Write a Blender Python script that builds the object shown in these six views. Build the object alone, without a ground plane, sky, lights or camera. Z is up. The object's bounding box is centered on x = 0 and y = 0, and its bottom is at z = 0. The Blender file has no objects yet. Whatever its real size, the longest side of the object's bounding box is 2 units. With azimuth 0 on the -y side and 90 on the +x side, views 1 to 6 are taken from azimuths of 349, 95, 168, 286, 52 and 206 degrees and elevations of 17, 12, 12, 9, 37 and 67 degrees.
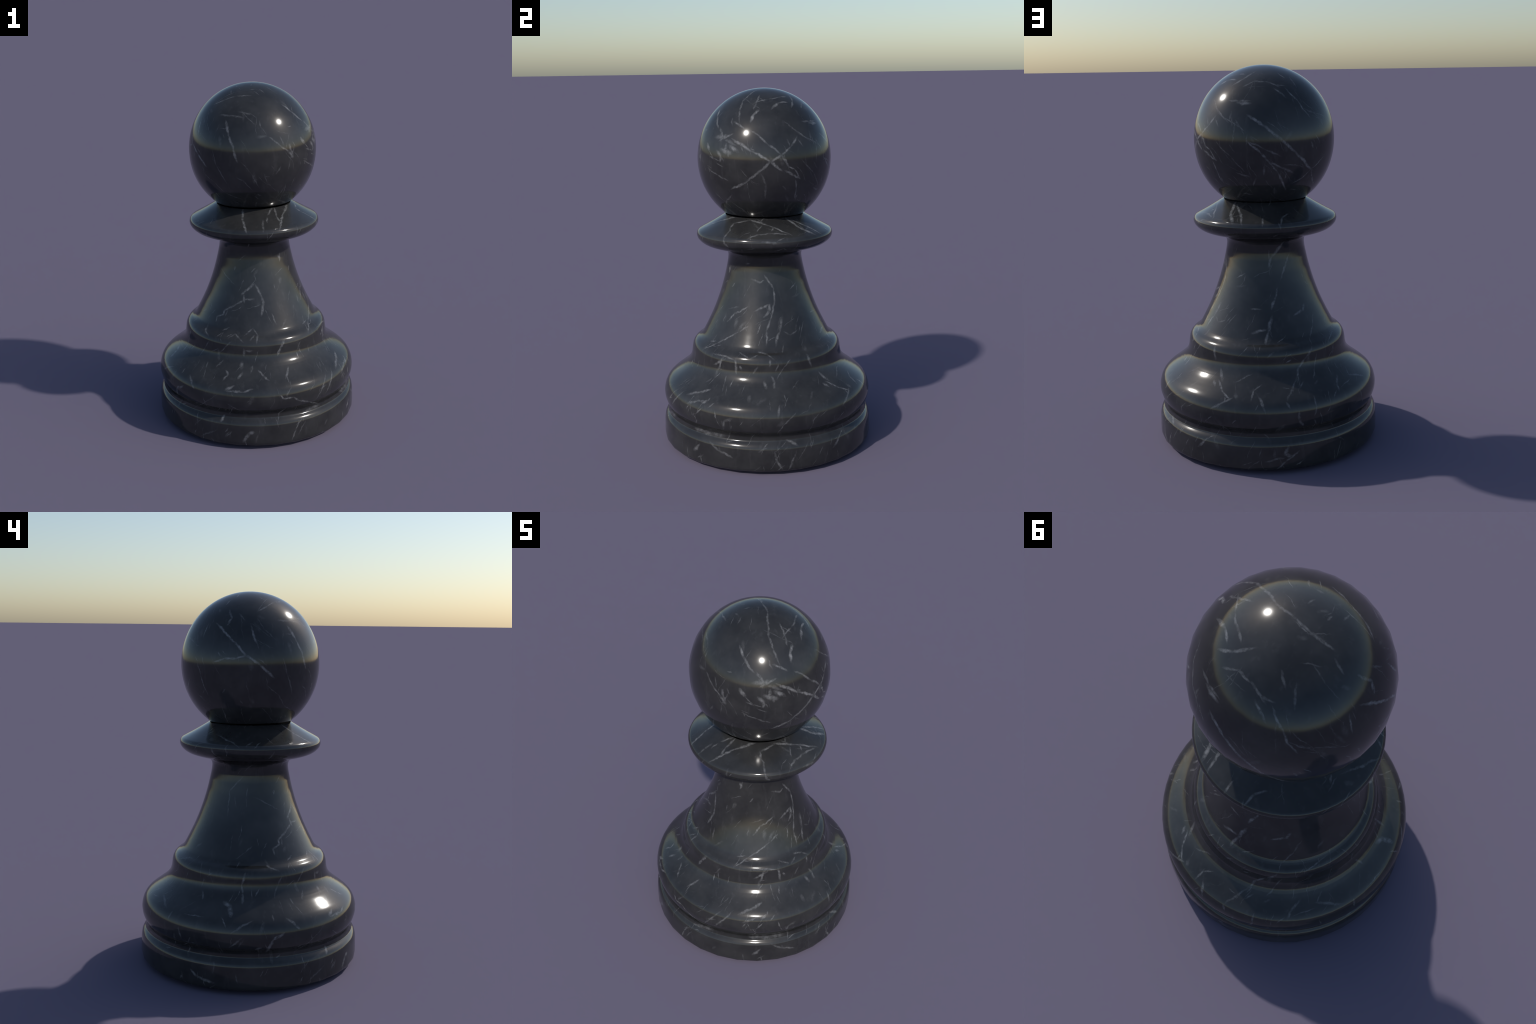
# A chess pawn turned from polished black marble with pale veins.
import bpy, math, random
import numpy as np
from mathutils import Vector, Matrix

# PROFILE-BEGIN
# (radius, height) control points of the turned profile, top to bottom.
# The head is a slightly tall ball, cut off at the bottom.
import math
HEAD_RADIUS, HEAD_HALF_HEIGHT, HEAD_CENTRE = 0.3685, 0.3790, 1.6208
HEAD_STOP = math.acos(-(HEAD_CENTRE - 1.3195) / HEAD_HALF_HEIGHT)
HEAD = [(HEAD_RADIUS * math.sin(HEAD_STOP * i / 24), HEAD_CENTRE + HEAD_HALF_HEIGHT * math.cos(HEAD_STOP * i / 24)) for i in range(25)]
PROFILES = {
    "head": HEAD,
    "head_underside": [HEAD[-1], (0.1950, 1.3240), (0.1500, 1.3230), (0.1320, 1.3150), (0.1300, 1.2750)],
    "collar_top": [(0.1200, 1.2800), (0.1700, 1.2860), (0.1980, 1.2960), (0.2180, 1.3118)],
    "collar": [(0.2180, 1.3118), (0.2234, 1.3092), (0.2502, 1.2933), (0.2860, 1.2720), (0.3224, 1.2516), (0.3560, 1.2336), (0.3700, 1.2250), (0.3768, 1.2168),
               (0.3805, 1.2065), (0.3802, 1.1955), (0.3765, 1.1840), (0.3680, 1.1720), (0.3565, 1.1610), (0.3399, 1.1500), (0.3161, 1.1405), (0.2890, 1.1330),
               (0.2616, 1.1262), (0.2400, 1.1190), (0.2240, 1.1110), (0.2140, 1.1030)],
    "stem": [(0.2140, 1.1030), (0.2096, 1.0952), (0.2069, 1.0847), (0.2062, 1.0743), (0.2072, 1.0633), (0.2113, 1.0364), (0.2147, 1.0204), (0.2217, 0.9887),
             (0.2283, 0.9603), (0.2359, 0.9317), (0.2529, 0.8744), (0.2733, 0.8165), (0.2967, 0.7584), (0.3245, 0.6992), (0.3392, 0.6702), (0.3505, 0.6485),
             (0.3570, 0.6365), (0.3635, 0.6262), (0.3720, 0.6165)],
    "shoulder": [(0.3720, 0.6165), (0.3805, 0.6090), (0.3900, 0.6025), (0.4000, 0.5955), (0.4095, 0.5860), (0.4165, 0.5745), (0.4210, 0.5620), (0.4240, 0.5450),
                 (0.4258, 0.5280), (0.4295, 0.5070), (0.4360, 0.4875), (0.4490, 0.4665), (0.4652, 0.4485)],
    "bulge": [(0.4652, 0.4485), (0.4845, 0.4316), (0.5078, 0.4138), (0.5310, 0.3970), (0.5530, 0.3800), (0.5690, 0.3640), (0.5800, 0.3460), (0.5880, 0.3230), (0.5916, 0.2995),
              (0.5909, 0.2850), (0.5880, 0.2670), (0.5836, 0.2520), (0.5778, 0.2385), (0.5710, 0.2265), (0.5640, 0.2155), (0.5595, 0.2070), (0.5575, 0.2010)],
    "plinth": [(0.5575, 0.2010), (0.5600, 0.1960), (0.5650, 0.1908), (0.5715, 0.1845), (0.5785, 0.1757), (0.5842, 0.1670), (0.5895, 0.1570),
               (0.5931, 0.1466), (0.5950, 0.1350), (0.5958, 0.1235), (0.5968, 0.0813), (0.5972, 0.0550), (0.5960, 0.0380), (0.5920, 0.0270), (0.5850, 0.0200)],
    "plinth_underside": [(0.5850, 0.0200), (0.5700, 0.0180), (0.5450, 0.0060), (0.5200, 0.0000)],
}
# PROFILE-END

SEGMENTS = 64                # the head and the foot edge are turned coarser, with half as many
GROW = 1.0004                # corners of the turned polygon stand a hair outside the mean outline
HAIRS = 620
LENS_WIDTH = 1.35
BLACK, CLOUD, PALE = (0.022, 0.022, 0.0225), (0.038, 0.038, 0.038), (0.175, 0.176, 0.18)
HEAD_OFFSET = (-0.001, 0.004)
HEAD_TILT = 0.017            # the head leans a little towards +y

# each part is made of one or more runs of the profile, with a sharp edge between runs
PARTS = {
    "head": ["head", "head_underside"],
    "collar": ["collar_top", "collar"],
    "stem": ["stem"],
    "ring": ["shoulder"],
    "bulge": ["bulge"],
    "plinth": ["plinth", "plinth_underside"],
}
# runs that flow into each other without a seam share their border normals
SMOOTH = [("collar", "stem"), ("stem", "shoulder"), ("shoulder", "bulge"), ("bulge", "plinth")]


def catmull(P, n):
    """centripetal Catmull-Rom curve through the control points"""
    P = [np.array(p, float) for p in P]
    P = [2 * P[0] - P[1]] + P + [2 * P[-1] - P[-2]]
    out = []
    for i in range(1, len(P) - 2):
        p0, p1, p2, p3 = P[i - 1:i + 3]
        t0 = 0.0
        t1 = t0 + np.linalg.norm(p1 - p0) ** .5
        t2 = t1 + np.linalg.norm(p2 - p1) ** .5
        t3 = t2 + np.linalg.norm(p3 - p2) ** .5
        for t in np.linspace(t1, t2, n, endpoint=False):
            A1 = (t1 - t) / (t1 - t0) * p0 + (t - t0) / (t1 - t0) * p1
            A2 = (t2 - t) / (t2 - t1) * p1 + (t - t1) / (t2 - t1) * p2
            A3 = (t3 - t) / (t3 - t2) * p2 + (t - t2) / (t3 - t2) * p3
            B1 = (t2 - t) / (t2 - t0) * A1 + (t - t0) / (t2 - t0) * A2
            B2 = (t3 - t) / (t3 - t1) * A2 + (t - t1) / (t3 - t1) * A3
            out.append((t2 - t) / (t2 - t1) * B1 + (t - t1) / (t2 - t1) * B2)
    out.append(P[-2])
    return np.array(out)


def profile_normals(c):
    t = np.gradient(c, axis=0)
    n = np.stack([-t[:, 1], t[:, 0]], 1)
    return n / np.linalg.norm(n, axis=1, keepdims=True)


curves = {k: catmull(p, 6) for k, p in PROFILES.items()}
normals = {k: profile_normals(c) for k, c in curves.items()}
for a, b in SMOOTH:
    n = normals[a][-1] + normals[b][0]
    n /= np.linalg.norm(n)
    normals[a][-1] = normals[b][0] = n
normals["head"][0] = (0, 1)
# upper stem shading normals bent off the outline to lower the sky reflection's edge
zs, ns = curves["stem"][:, 1], normals["stem"].copy()
for i, z in enumerate(zs):
    lift = 0.024 * min(max((z - 0.93) / 0.07, 0), 1) * min(max((1.105 - z) / 0.05, 0), 1)
    normals["stem"][i] = [np.interp(z + lift, zs[::-1], ns[::-1, j]) for j in (0, 1)]
# groove and lip normals set by hand to place the sky strip and sun glints
for i, (r, z) in enumerate(curves["plinth"]):
    if z > 0.158:
        lift = math.radians(np.interp(r, [0.5575, 0.559, 0.563, 0.5685, 0.5715, 0.575, 0.580, 0.584, 0.5895], [-8, -2, 6, 11, 30, 48, 47, 40, 29]))
        normals["plinth"][i] = (math.cos(lift), math.sin(lift))
normals["bulge"][-1] = normals["plinth"][0]


def place(r, z, a, head):
    x, y = r * math.cos(a), r * math.sin(a)
    if head:
        dz = z - HEAD_CENTRE
        return (x + HEAD_OFFSET[0], y + HEAD_OFFSET[1] + HEAD_TILT * dz, z - HEAD_TILT * y)
    return (x, y, z)


# ------------------------------------------------------------------ veins
# Every vein is a chain of long thin lenses of pale mineral lying in the stone.
# A stretch: (centre, along, across, outward, half length, half width, strength, heights)
stretches = []
outer = np.vstack([curves[k] for k in ("head", "collar", "stem", "shoulder", "bulge", "plinth")])
outer_n = np.vstack([normals[k] for k in ("head", "collar", "stem", "shoulder", "bulge", "plinth")])
OZ, OR = outer[::-1, 1], outer[::-1, 0]


def on_surface(azimuth, z):
    a = math.radians(azimuth)
    return Vector(place(np.interp(z, OZ, OR), z, a, z > 1.3148))


def outward(p):
    i = np.argmin(np.abs(outer[:, 1] - p.z) + 0.3 * np.abs(outer[:, 0] - math.hypot(p.x, p.y)))
    a = math.atan2(p.y, p.x)
    return Vector((outer_n[i, 0] * math.cos(a), outer_n[i, 0] * math.sin(a), outer_n[i, 1]))


def stretch(A, B, half_width, strength):
    d = B - A
    if d.length < 1e-4:
        return
    M = (A + B) / 2
    N = outward(M)
    T = d.normalized()
    S = N.cross(T)
    if S.length < 1e-3:
        return
    S.normalize()
    N = T.cross(S)
    stretches.append((M, T, S, N, d.length / 2, half_width, strength))


def vein(strength, half_width_mm, *points):
    """points are (azimuth in degrees, height in millimetres)"""
    P = [on_surface(a, z / 1000) for a, z in points]
    if P[0].z > 1.3148:
        strength, half_width_mm = strength, half_width_mm * 0.9
    for A, B in zip(P, P[1:]):
        stretch(A, B, half_width_mm / 1000, strength)


# head
vein(1.00, 6.1, (164, 1829), (183, 1739), (193, 1673))
vein(1.00, 6.9, (193, 1673), (203, 1628), (214, 1569))
vein(0.72, 5.3, (166, 1639), (176, 1657), (185, 1662), (193, 1673))
vein(0.72, 5.3, (197, 1820), (202, 1715))
vein(0.72, 6.1, (172, 1898), (177, 1858), (175, 1830))
vein(0.58, 3.8, (153, 1825), (152, 1764))
vein(0.58, 3.8, (149, 1634), (152, 1577), (156, 1479))
vein(0.58, 3.8, (168, 1407), (166, 1314))
vein(0.80, 7.8, (233, 1813), (238, 1739), (243, 1670), (246, 1605))
vein(0.50, 4.3, (205, 1891), (219, 1918), (234, 1938), (258, 1941))
vein(0.35, 2.8, (205, 1894), (214, 1933), (228, 1958))
vein(0.45, 5.7, (224, 1844), (238, 1844), (250, 1833))
vein(0.35, 5.0, (246, 1861), (259, 1853))
vein(0.70, 6.4, (300, 1887), (307, 1853), (317, 1801))
vein(0.50, 5.0, (275, 1730), (284, 1684), (293, 1650))
vein(0.60, 8.5, (293, 1650), (296, 1618))
vein(0.50, 5.0, (294, 1685), (294, 1656))
vein(0.60, 8.5, (308, 1707), (311, 1679))
vein(0.45, 4.3, (223, 1654), (227, 1575), (234, 1481))
vein(0.40, 3.6, (250, 1598), (257, 1546), (265, 1457))
vein(0.40, 3.6, (245, 1513), (251, 1498), (258, 1441))
vein(0.35, 2.8, (209, 1531), (220, 1476), (229, 1415), (246, 1382))
vein(0.35, 2.8, (291, 1442), (286, 1376))
vein(0.95, 7.5, (338, 1740), (355, 1688), (11, 1630), (19, 1592))
vein(0.90, 6.7, (336, 1483), (352, 1532), (1, 1576), (11, 1630), (20, 1664))
vein(0.70, 6.0, (20, 1664), (28, 1708), (35, 1756))
vein(0.65, 5.2, (355, 1783), (8, 1726), (20, 1664))
vein(0.85, 6.7, (20, 1664), (25, 1609))
vein(0.70, 3.7, (25, 1609), (31, 1588), (37, 1538))
vein(0.80, 6.0, (23, 1587), (30, 1559), (37, 1538))
vein(0.55, 5.2, (33, 1528), (35, 1485), (37, 1425))
vein(0.75, 6.0, (336, 1827), (346, 1800))
vein(0.60, 6.0, (321, 1794), (328, 1745))
vein(0.65, 6.7, (323, 1730), (328, 1745), (336, 1768))
vein(0.50, 6.7, (332, 1717), (331, 1682))
vein(0.70, 11.9, (338, 1697), (342, 1684))
vein(0.70, 8.2, (324, 1673), (327, 1652), (327, 1630))
vein(0.60, 8.9, (309, 1700), (312, 1683))
vein(0.40, 3.0, (312, 1676), (319, 1638), (326, 1626))
vein(0.45, 5.2, (335, 1963), (332, 1928), (336, 1887), (340, 1831))
vein(0.55, 5.2, (355, 1963), (355, 1921), (353, 1894))
vein(0.90, 8.2, (359, 1890), (354, 1866), (352, 1835))
vein(0.50, 4.5, (352, 1925), (11, 1942), (35, 1956), (47, 1953))
vein(0.60, 6.7, (14, 1900), (26, 1927), (39, 1929))
vein(0.40, 3.7, (25, 1829), (38, 1773), (49, 1730))
vein(0.50, 4.5, (311, 1582), (322, 1550), (333, 1524))
vein(0.35, 6.0, (3, 1565), (7, 1513), (6, 1439))
vein(0.35, 6.0, (334, 1446), (325, 1411), (321, 1388))
vein(0.94, 7.8, (66, 1761), (79, 1712), (90, 1655), (104, 1580), (121, 1484))
vein(0.75, 5.5, (66, 1639), (76, 1582), (82, 1542), (90, 1481), (100, 1393))
vein(0.50, 4.7, (67, 1639), (79, 1603), (91, 1566))
vein(0.62, 6.2, (82, 1542), (93, 1510), (103, 1477))
vein(0.56, 3.9, (136, 1551), (121, 1484), (105, 1419))
vein(0.50, 4.7, (121, 1484), (135, 1395))
vein(0.62, 5.5, (91, 1887), (100, 1848))
vein(0.75, 4.7, (103, 1886), (111, 1825), (119, 1753))
vein(0.50, 4.7, (56, 1899), (66, 1920), (82, 1920), (97, 1894))
vein(0.62, 5.5, (41, 1903), (51, 1934), (64, 1966))
vein(0.50, 5.5, (46, 1830), (55, 1827), (66, 1830))
vein(0.69, 8.6, (55, 1820), (66, 1816))
vein(0.50, 3.5, (36, 1788), (44, 1753), (58, 1713), (63, 1692))
vein(0.44, 5.5, (66, 1671), (65, 1625))
vein(0.44, 3.9, (39, 1632), (51, 1563), (62, 1491))
vein(0.50, 5.5, (56, 1478), (66, 1461))
vein(0.50, 5.5, (118, 1625), (120, 1599))
vein(0.52, 5.3, (333, 1951), (341, 1990), (119, 2000), (164, 1993), (171, 1965))
vein(0.52, 4.4, (56, 1896), (67, 1922), (81, 1921), (96, 1899))
vein(0.42, 4.8, (119, 1937), (118, 1891))
vein(0.37, 4.4, (164, 1952), (163, 1929))
vein(0.50, 13.3, (319, 1748), (331, 1756))
vein(0.55, 8.7, (323, 1763), (325, 1730))
vein(0.55, 13.3, (328, 1685), (337, 1674))
vein(0.70, 12.7, (336, 1707), (342, 1684))
vein(0.50, 8.0, (334, 1683), (335, 1660))
vein(0.50, 10.0, (323, 1674), (327, 1659))
vein(0.50, 8.7, (326, 1659), (327, 1639))
vein(0.40, 5.3, (314, 1646), (319, 1634))
vein(0.40, 10.0, (292, 1651), (296, 1627))
vein(0.50, 5.3, (293, 1683), (297, 1622))
vein(0.60, 6.7, (321, 1787), (328, 1753))
vein(0.40, 8.7, (331, 1736), (340, 1718))
# collar
vein(0.51, 4.6, (161, 1264), (186, 1225))
vein(0.58, 5.3, (193, 1226), (197, 1238))
vein(0.58, 5.3, (165, 1201), (166, 1183))
vein(0.80, 6.4, (243, 1309), (247, 1266), (253, 1222))
vein(0.60, 6.4, (289, 1316), (277, 1288))
vein(0.60, 5.0, (292, 1311), (287, 1276), (287, 1253))
vein(0.80, 5.7, (318, 1309), (297, 1282), (282, 1226))
vein(0.50, 6.4, (269, 1263), (267, 1224))
vein(0.40, 2.8, (270, 1166), (276, 1213))
vein(0.75, 6.0, (346, 1304), (11, 1281), (29, 1239))
vein(0.55, 4.5, (344, 1301), (327, 1287), (327, 1263), (330, 1252))
vein(0.60, 5.2, (352, 1227), (0, 1244), (10, 1249), (26, 1240))
vein(0.45, 5.2, (329, 1252), (330, 1215), (331, 1193), (334, 1175))
vein(0.45, 6.7, (4, 1214), (18, 1204))
vein(0.40, 4.5, (14, 1159), (21, 1170), (25, 1158))
vein(1.00, 7.8, (37, 1304), (43, 1265), (52, 1227))
vein(0.75, 6.2, (43, 1296), (54, 1268), (60, 1226))
vein(0.62, 4.7, (77, 1247), (76, 1222))
vein(0.62, 4.7, (101, 1260), (94, 1250), (91, 1222))
vein(0.44, 4.7, (85, 1157), (88, 1170))
# stem
vein(0.51, 3.4, (186, 1043), (168, 961), (169, 848))
vein(0.70, 5.0, (302, 1027), (301, 992))
vein(0.40, 2.8, (202, 933), (231, 869))
vein(0.80, 7.1, (257, 876), (244, 820))
vein(0.65, 5.0, (257, 797), (246, 788), (237, 763), (225, 722), (225, 700), (217, 684), (218, 656))
vein(0.60, 5.7, (246, 813), (247, 777))
vein(0.65, 6.4, (260, 873), (267, 806), (269, 770), (266, 711))
vein(0.55, 4.3, (277, 706), (279, 660))
vein(0.55, 5.0, (257, 640), (250, 611))
vein(0.65, 5.2, (5, 997), (16, 929), (16, 855), (11, 771), (7, 715), (6, 647))
vein(0.50, 5.2, (347, 973), (359, 956), (3, 971))
vein(0.65, 5.2, (345, 833), (330, 789), (322, 746))
vein(0.75, 6.0, (354, 813), (10, 842), (10, 814), (4, 786))
vein(0.65, 4.5, (347, 730), (339, 702), (317, 619), (308, 583))
vein(0.60, 6.7, (23, 770), (18, 706), (14, 642))
vein(0.35, 3.7, (37, 701), (29, 686), (23, 703))
vein(0.35, 3.0, (47, 735), (41, 686))
vein(0.62, 7.0, (105, 1099), (87, 1027), (82, 980))
vein(0.56, 4.7, (113, 1031), (97, 912))
vein(0.69, 5.5, (92, 866), (89, 827), (84, 772))
vein(0.75, 7.8, (83, 730), (80, 663), (78, 615))
vein(0.69, 7.0, (77, 673), (67, 659))
vein(0.50, 4.7, (63, 771), (73, 769))
vein(0.56, 6.2, (120, 773), (117, 747), (106, 730))
vein(0.44, 3.5, (129, 720), (123, 668), (116, 621))
vein(0.60, 5.3, (299, 1017), (301, 994))
# shoulder
vein(0.72, 5.9, (193, 574), (191, 518), (192, 480), (192, 440))
vein(0.51, 3.4, (130, 583), (145, 609))
vein(0.51, 5.9, (164, 468), (166, 443))
vein(0.60, 5.7, (210, 608), (211, 599), (217, 584))
vein(0.50, 5.0, (241, 610), (249, 583))
vein(0.50, 5.7, (258, 609), (255, 596))
vein(0.50, 5.0, (261, 609), (260, 581))
vein(0.90, 7.1, (282, 576), (279, 541), (276, 506))
vein(0.45, 4.3, (310, 611), (307, 580))
vein(0.45, 4.3, (239, 574), (231, 509))
vein(0.40, 4.3, (219, 556), (216, 512), (213, 461))
vein(0.50, 6.4, (250, 544), (250, 505))
vein(0.45, 5.7, (251, 536), (257, 537))
vein(0.40, 5.0, (234, 470), (231, 439))
vein(0.40, 10.0, (249, 470), (249, 444))
vein(0.60, 5.2, (323, 581), (341, 573))
vein(0.60, 6.0, (333, 565), (324, 530))
vein(0.65, 6.0, (331, 577), (328, 505))
vein(0.65, 7.5, (342, 573), (343, 507))
vein(0.70, 5.2, (346, 540), (347, 525))
vein(0.50, 4.5, (359, 612), (6, 604), (11, 580))
vein(0.50, 4.5, (344, 607), (351, 591))
vein(0.50, 5.2, (8, 581), (8, 552))
vein(0.45, 4.5, (14, 558), (12, 521))
vein(0.55, 7.5, (38, 577), (40, 524))
vein(0.40, 3.7, (23, 573), (18, 533), (13, 485))
vein(0.50, 8.9, (4, 468), (5, 444))
vein(0.40, 6.0, (9, 493), (11, 466), (10, 441))
vein(0.50, 5.5, (83, 577), (79, 556))
vein(0.56, 6.2, (112, 575), (106, 530), (100, 493))
vein(0.50, 3.9, (115, 541), (112, 479), (108, 440))
vein(0.56, 6.2, (100, 493), (96, 441))
vein(0.62, 7.8, (46, 474), (50, 439))
vein(0.50, 3.9, (68, 470), (59, 437))
# bulge
vein(0.72, 10.2, (181, 436), (185, 426), (186, 392))
vein(0.65, 5.9, (197, 374), (188, 324))
vein(0.58, 3.4, (161, 375), (171, 378))
vein(0.51, 6.8, (134, 408), (145, 380))
vein(0.72, 6.8, (213, 315), (208, 287), (205, 222))
vein(0.51, 5.1, (192, 294), (187, 247))
vein(0.51, 5.9, (159, 303), (160, 262))
vein(0.58, 5.9, (200, 235), (202, 245))
vein(0.50, 5.7, (209, 392), (209, 377))
vein(0.35, 3.6, (223, 447), (224, 424), (226, 383))
vein(0.50, 5.7, (239, 430), (241, 415), (239, 393))
vein(0.55, 7.1, (250, 425), (248, 406))
vein(0.55, 5.0, (261, 434), (264, 410), (267, 396))
vein(0.70, 6.4, (282, 434), (278, 402))
vein(0.45, 2.8, (279, 411), (279, 379))
vein(0.55, 6.4, (216, 376), (220, 345), (222, 329))
vein(0.60, 7.1, (242, 353), (246, 372))
vein(0.65, 5.7, (242, 347), (251, 350), (257, 361))
vein(0.65, 5.0, (273, 325), (274, 309), (280, 304), (284, 274), (290, 251), (299, 198))
vein(0.35, 2.8, (236, 314), (220, 195))
vein(0.45, 3.6, (243, 274), (250, 233))
vein(0.35, 2.8, (300, 325), (296, 270))
vein(0.50, 4.3, (276, 233), (272, 194))
vein(0.60, 6.7, (328, 416), (324, 399), (316, 375))
vein(0.60, 7.5, (331, 372), (328, 361))
vein(0.45, 3.7, (327, 369), (319, 330), (318, 313))
vein(0.35, 3.0, (16, 414), (16, 389))
vein(0.40, 6.0, (12, 374), (11, 324))
vein(0.40, 3.7, (20, 338), (17, 312), (14, 284), (11, 228))
vein(0.45, 6.7, (347, 306), (343, 290), (342, 245))
vein(0.62, 7.0, (45, 431), (47, 416))
vein(0.69, 4.7, (48, 434), (54, 396), (58, 378))
vein(0.69, 6.2, (59, 377), (54, 352), (50, 322))
vein(0.50, 4.7, (71, 416), (70, 377))
vein(0.62, 6.2, (74, 388), (77, 332))
vein(0.44, 4.7, (96, 441), (89, 379))
vein(0.50, 5.5, (125, 426), (120, 395), (119, 377))
vein(0.44, 3.5, (132, 393), (122, 385))
vein(0.50, 4.7, (103, 375), (103, 336), (102, 294))
vein(0.56, 5.5, (88, 363), (89, 346))
vein(0.50, 6.2, (94, 314), (94, 276), (96, 242))
vein(0.55, 5.3, (316, 377), (322, 396), (328, 415))
vein(0.45, 4.7, (295, 256), (304, 369))
vein(0.50, 4.7, (302, 273), (311, 375))
vein(0.50, 6.0, (318, 336), (325, 361), (330, 371))
# plinth
vein(0.65, 6.8, (167, 104), (170, 76), (179, 56))
vein(0.70, 7.8, (240, 186), (239, 163))
vein(0.40, 3.6, (272, 191), (271, 162))
vein(0.55, 5.7, (299, 195), (294, 192), (287, 183))
vein(0.50, 4.3, (283, 156), (281, 103), (279, 40))
vein(0.35, 3.6, (287, 138), (283, 74))
vein(0.60, 9.3, (257, 112), (255, 104), (252, 52))
vein(0.45, 5.0, (236, 103), (227, 48))
vein(0.50, 7.5, (322, 195), (328, 191), (334, 195), (341, 195))
vein(0.50, 6.7, (16, 185), (21, 162))
vein(0.55, 8.2, (327, 126), (324, 91))
vein(0.55, 6.0, (334, 155), (340, 122), (347, 96))
vein(0.50, 6.7, (9, 133), (10, 86), (13, 41))
vein(0.50, 5.2, (20, 123), (16, 28))
vein(0.35, 3.7, (328, 78), (329, 25))
vein(0.35, 2.6, (27, 164), (21, 83))
vein(0.56, 6.2, (47, 158), (42, 107))
vein(0.56, 8.6, (88, 141), (86, 109), (90, 90))
vein(0.56, 5.5, (93, 113), (87, 69), (83, 32))
vein(0.50, 5.5, (86, 89), (78, 70))
vein(0.44, 3.5, (117, 127), (114, 47))


# fine scattered hairlines between the main veins
rng = random.Random(7)
arc = np.r_[0, np.cumsum(np.hypot(*np.diff(outer, axis=0).T))]
area = np.r_[0, np.cumsum(np.diff(arc) * (outer[1:, 0] + outer[:-1, 0]))]
def coarse(i, r):
    """every second corner drops onto the flat between its neighbours"""
    return r if i % 2 == 0 else r * math.cos(2 * math.pi / SEGMENTS)


def profile_point(s, azimuth):
    z = np.interp(s, arc, outer[:, 1])
    return Vector(place(np.interp(s, arc, outer[:, 0]), z, math.radians(azimuth), z > 1.3148))


for i in range(HAIRS):
    s = np.interp(rng.random() * area[-1], area, arc)
    az = rng.random() * 360
    r, z = np.interp(s, arc, outer[:, 0]), np.interp(s, arc, outer[:, 1])
    on_head = z > 1.3
    kind = rng.random()
    if kind < 0.14:         # smudge
        length, w, k = rng.uniform(0.02, 0.06), rng.uniform(0.005, 0.011), rng.uniform(0.10, 0.22)
    elif kind < 0.36:       # short pale fleck
        length, w, k = rng.uniform(0.02, 0.05), rng.uniform(0.0025, 0.0045), rng.uniform(0.25, 0.5)
    else:                   # hairline
        length, w, k = rng.uniform(0.03, 0.15 if on_head else 0.10), rng.uniform(0.0013, 0.0028), rng.uniform(0.14, 0.45)
    if not on_head:
        k *= 1.3
    lean = rng.gauss(0.5 if on_head else -0.4, 0.55)
    ds, da = math.cos(lean) * length, math.degrees(math.sin(lean) * length / max(r, 0.1))
    if length < 0.06:
        stretch(profile_point(s, az), profile_point(s + ds, az + da), w, k)
        continue
    bend = rng.uniform(-0.25, 0.25)
    mid = profile_point(s + ds / 2, az + da / 2 + bend * da)
    stretch(profile_point(s, az), mid, w, k)
    stretch(mid, profile_point(s + ds, az + da), w * 0.8, k * 0.8)


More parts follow.
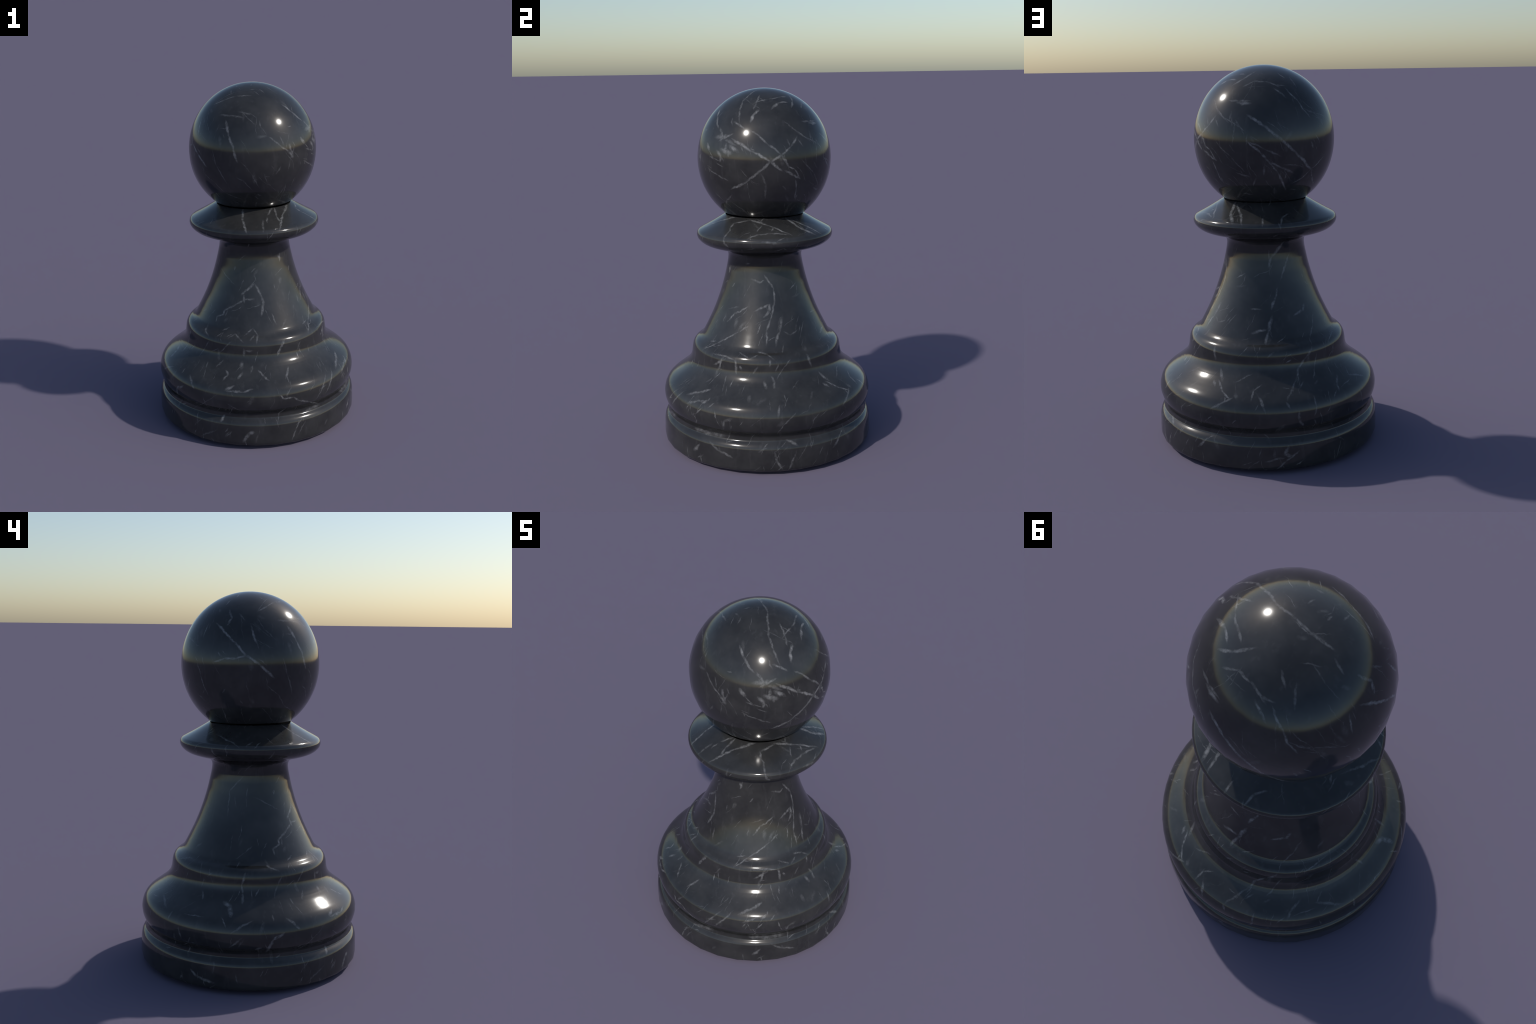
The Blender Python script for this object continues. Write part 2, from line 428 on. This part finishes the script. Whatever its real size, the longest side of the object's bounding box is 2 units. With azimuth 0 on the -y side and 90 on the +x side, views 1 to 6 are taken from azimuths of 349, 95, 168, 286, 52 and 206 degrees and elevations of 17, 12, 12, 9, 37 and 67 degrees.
# --------------------------------------------------------------- material
def marble(name, low, high, quarter):
    m = bpy.data.materials.new(name)
    m.use_nodes = True
    nt = m.node_tree
    N, L = nt.nodes, nt.links
    bsdf = N["Principled BSDF"]

    def node(kind, **kw):
        n = N.new(kind)
        for k, v in kw.items():
            setattr(n, k, v)
        return n

    def math_node(op, a, b, clamp=False):
        n = node("ShaderNodeMath", operation=op, use_clamp=clamp)
        for i, v in enumerate((a, b)):
            if isinstance(v, (int, float)):
                n.inputs[i].default_value = v
            else:
                L.new(v, n.inputs[i])
        return n.outputs[0]

    pos = node("ShaderNodeTexCoord").outputs["Object"]

    def noise(scale, detail=2.0, rough=0.5, vec=pos):
        n = node("ShaderNodeTexNoise")
        n.inputs["Scale"].default_value = scale
        n.inputs["Detail"].default_value = detail
        n.inputs["Roughness"].default_value = rough
        L.new(vec, n.inputs["Vector"])
        return n

    # wander: veins are never quite straight
    def wander(vec, scale, amount):
        n = noise(scale, 2.0)
        sub = node("ShaderNodeVectorMath", operation="SUBTRACT")
        L.new(n.outputs["Color"], sub.inputs[0])
        sub.inputs[1].default_value = (0.5, 0.5, 0.5)
        mad = node("ShaderNodeVectorMath", operation="MULTIPLY_ADD")
        L.new(sub.outputs[0], mad.inputs[0])
        mad.inputs[1].default_value = (amount,) * 3
        L.new(vec, mad.inputs[2])
        return mad.outputs[0]

    bent = wander(wander(pos, 16.0, 0.020), 70.0, 0.009)

    acc = None
    for M, T, S, O, h, w, k in stretches:
        reach = h * abs(T.z) + 0.012
        if M.z + reach < low or M.z - reach > high:
            continue
        # how far the stretch lies from the quarter's own sector (seen from above)
        a0 = quarter * math.pi / 2
        turn = (math.atan2(M.y, M.x) - a0 - math.pi / 4 + math.pi) % (2 * math.pi) - math.pi
        if abs(turn) > math.pi / 4 and math.hypot(M.x, M.y) * math.sin(min(abs(turn) - math.pi / 4, math.pi / 2)) > h * 1.3 + 0.03:
            continue
        mp = node("ShaderNodeMapping", vector_type="TEXTURE")
        L.new(bent, mp.inputs["Vector"])
        rot = Matrix((T, S, O)).transposed().to_euler("XYZ")
        mp.inputs["Location"].default_value = M
        mp.inputs["Rotation"].default_value = rot
        mp.inputs["Scale"].default_value = (h * 1.22 + w, w * LENS_WIDTH, 0.035 + h * 0.6)
        g = node("ShaderNodeTexGradient", gradient_type="SPHERICAL")
        L.new(mp.outputs[0], g.inputs["Vector"])
        v = math_node("MULTIPLY", math_node("MULTIPLY", g.outputs["Fac"], 1.45, True), k)
        acc = v if acc is None else math_node("MAXIMUM", acc, v)

    # veins thin out and break up along their way
    breakup = node("ShaderNodeMapRange")
    L.new(noise(48.0, 5.0, 0.7).outputs["Fac"], breakup.inputs["Value"])
    for i, v in ((1, 0.35), (2, 0.64), (3, 0.20), (4, 1.35)):
        breakup.inputs[i].default_value = v
    mask = math_node("MULTIPLY", acc, breakup.outputs[0], True)

    # soft clouds in the black ground
    cloud = node("ShaderNodeValToRGB")
    L.new(noise(7.0, 5.0, 0.6).outputs["Fac"], cloud.inputs["Fac"])
    cr = cloud.color_ramp
    cr.elements[0].position, cr.elements[0].color = 0.38, (*BLACK, 1)
    cr.elements[1].position, cr.elements[1].color = 0.72, (*CLOUD, 1)
    streak_map = node("ShaderNodeMapping")
    L.new(bent, streak_map.inputs["Vector"])
    streak_map.inputs["Rotation"].default_value = (0.5, 0.35, 0.6)
    streak_map.inputs["Scale"].default_value = (30.0, 30.0, 5.0)
    streaks = node("ShaderNodeMapRange")
    L.new(noise(1.0, 3.0, 0.6, streak_map.outputs[0]).outputs["Fac"], streaks.inputs["Value"])
    for i, v in ((1, 0.58), (2, 0.80), (3, 0.0), (4, 0.10)):
        streaks.inputs[i].default_value = v
    total = math_node("MAXIMUM", mask, streaks.outputs[0])

    mix = node("ShaderNodeMix", data_type="RGBA")
    L.new(total, mix.inputs["Factor"])
    L.new(cloud.outputs["Color"], mix.inputs[6])
    mix.inputs[7].default_value = (*PALE, 1)
    L.new(mix.outputs[2], bsdf.inputs["Base Color"])
    bsdf.inputs["Roughness"].default_value = 0.12
    bsdf.inputs["Specular IOR Level"].default_value = 0.5
    return m


# ------------------------------------------------------------------ build
root = bpy.data.objects.new("chess_pawn", None)
bpy.context.scene.collection.objects.link(root)
root["label"] = "polished black marble chess pawn with fine white veins"
root["category"] = "chess piece"

# matte black faces inside the gap between head and collar
seam = bpy.data.materials.new("matte_black_gap")
seam.use_nodes = True
sb = seam.node_tree.nodes["Principled BSDF"]
sb.inputs["Base Color"].default_value = (0.004, 0.004, 0.004, 1)
sb.inputs["Roughness"].default_value = 0.9
sb.inputs["Specular IOR Level"].default_value = 0.1

angles = [2 * math.pi * i / SEGMENTS for i in range(SEGMENTS)]
for part, runs in PARTS.items():
    verts, vn, faces, hidden = [], [], [], set()
    for run in runs:
        rings = []
        for (r, z), (nr, nz) in zip(curves[run], normals[run]):
            if r < 1e-6:
                rings.append([len(verts)])
                verts.append(place(0, z, 0, part == "head"))
                vn.append((0, 0, 1))
                continue
            rings.append(list(range(len(verts), len(verts) + SEGMENTS)))
            for i, a in enumerate(angles):
                rr = r if part == "head" else r * GROW
                if part == "head":
                    rr = coarse(i, rr)
                elif part == "plinth":
                    rr += (coarse(i, rr) - rr) * min(max((0.06 - z) / 0.03, 0), 1)
                verts.append(place(rr, z, a, part == "head"))
                vn.append((nr * math.cos(a), nr * math.sin(a), nz))
        for A, B in zip(rings, rings[1:]):
            if run in ("head_underside", "collar_top"):
                hidden.update(range(len(faces), len(faces) + SEGMENTS))
            for i in range(SEGMENTS):
                j = (i + 1) % SEGMENTS
                faces.append((A[0], B[i], B[j]) if len(A) == 1 else (A[i], B[i], B[j], A[j]))
        if run == "plinth_underside":
            base = len(verts)
            for i in rings[-1]:
                verts.append(verts[i])
                vn.append((0, 0, -1))
            faces.append(tuple(reversed(range(base, base + SEGMENTS))))
    me = bpy.data.meshes.new(part)
    me.from_pydata(verts, [], faces)
    me.polygons.foreach_set("use_smooth", [True] * len(me.polygons))
    me.normals_split_custom_set_from_vertices(vn)
    zz = [v[2] for v in verts]
    for quarter in range(4):
        me.materials.append(marble("black_marble_" + part, min(zz), max(zz), quarter))
    me.materials.append(seam)
    for p in me.polygons:
        if p.index in hidden:
            p.material_index = 4
            continue
        c = p.center
        p.material_index = int((math.atan2(c.y, c.x) % (2 * math.pi)) // (math.pi / 2)) if p.normal.z > -0.99 or part != "plinth" else 0
    o = bpy.data.objects.new(part, me)
    o.parent = root
    bpy.context.scene.collection.objects.link(o)
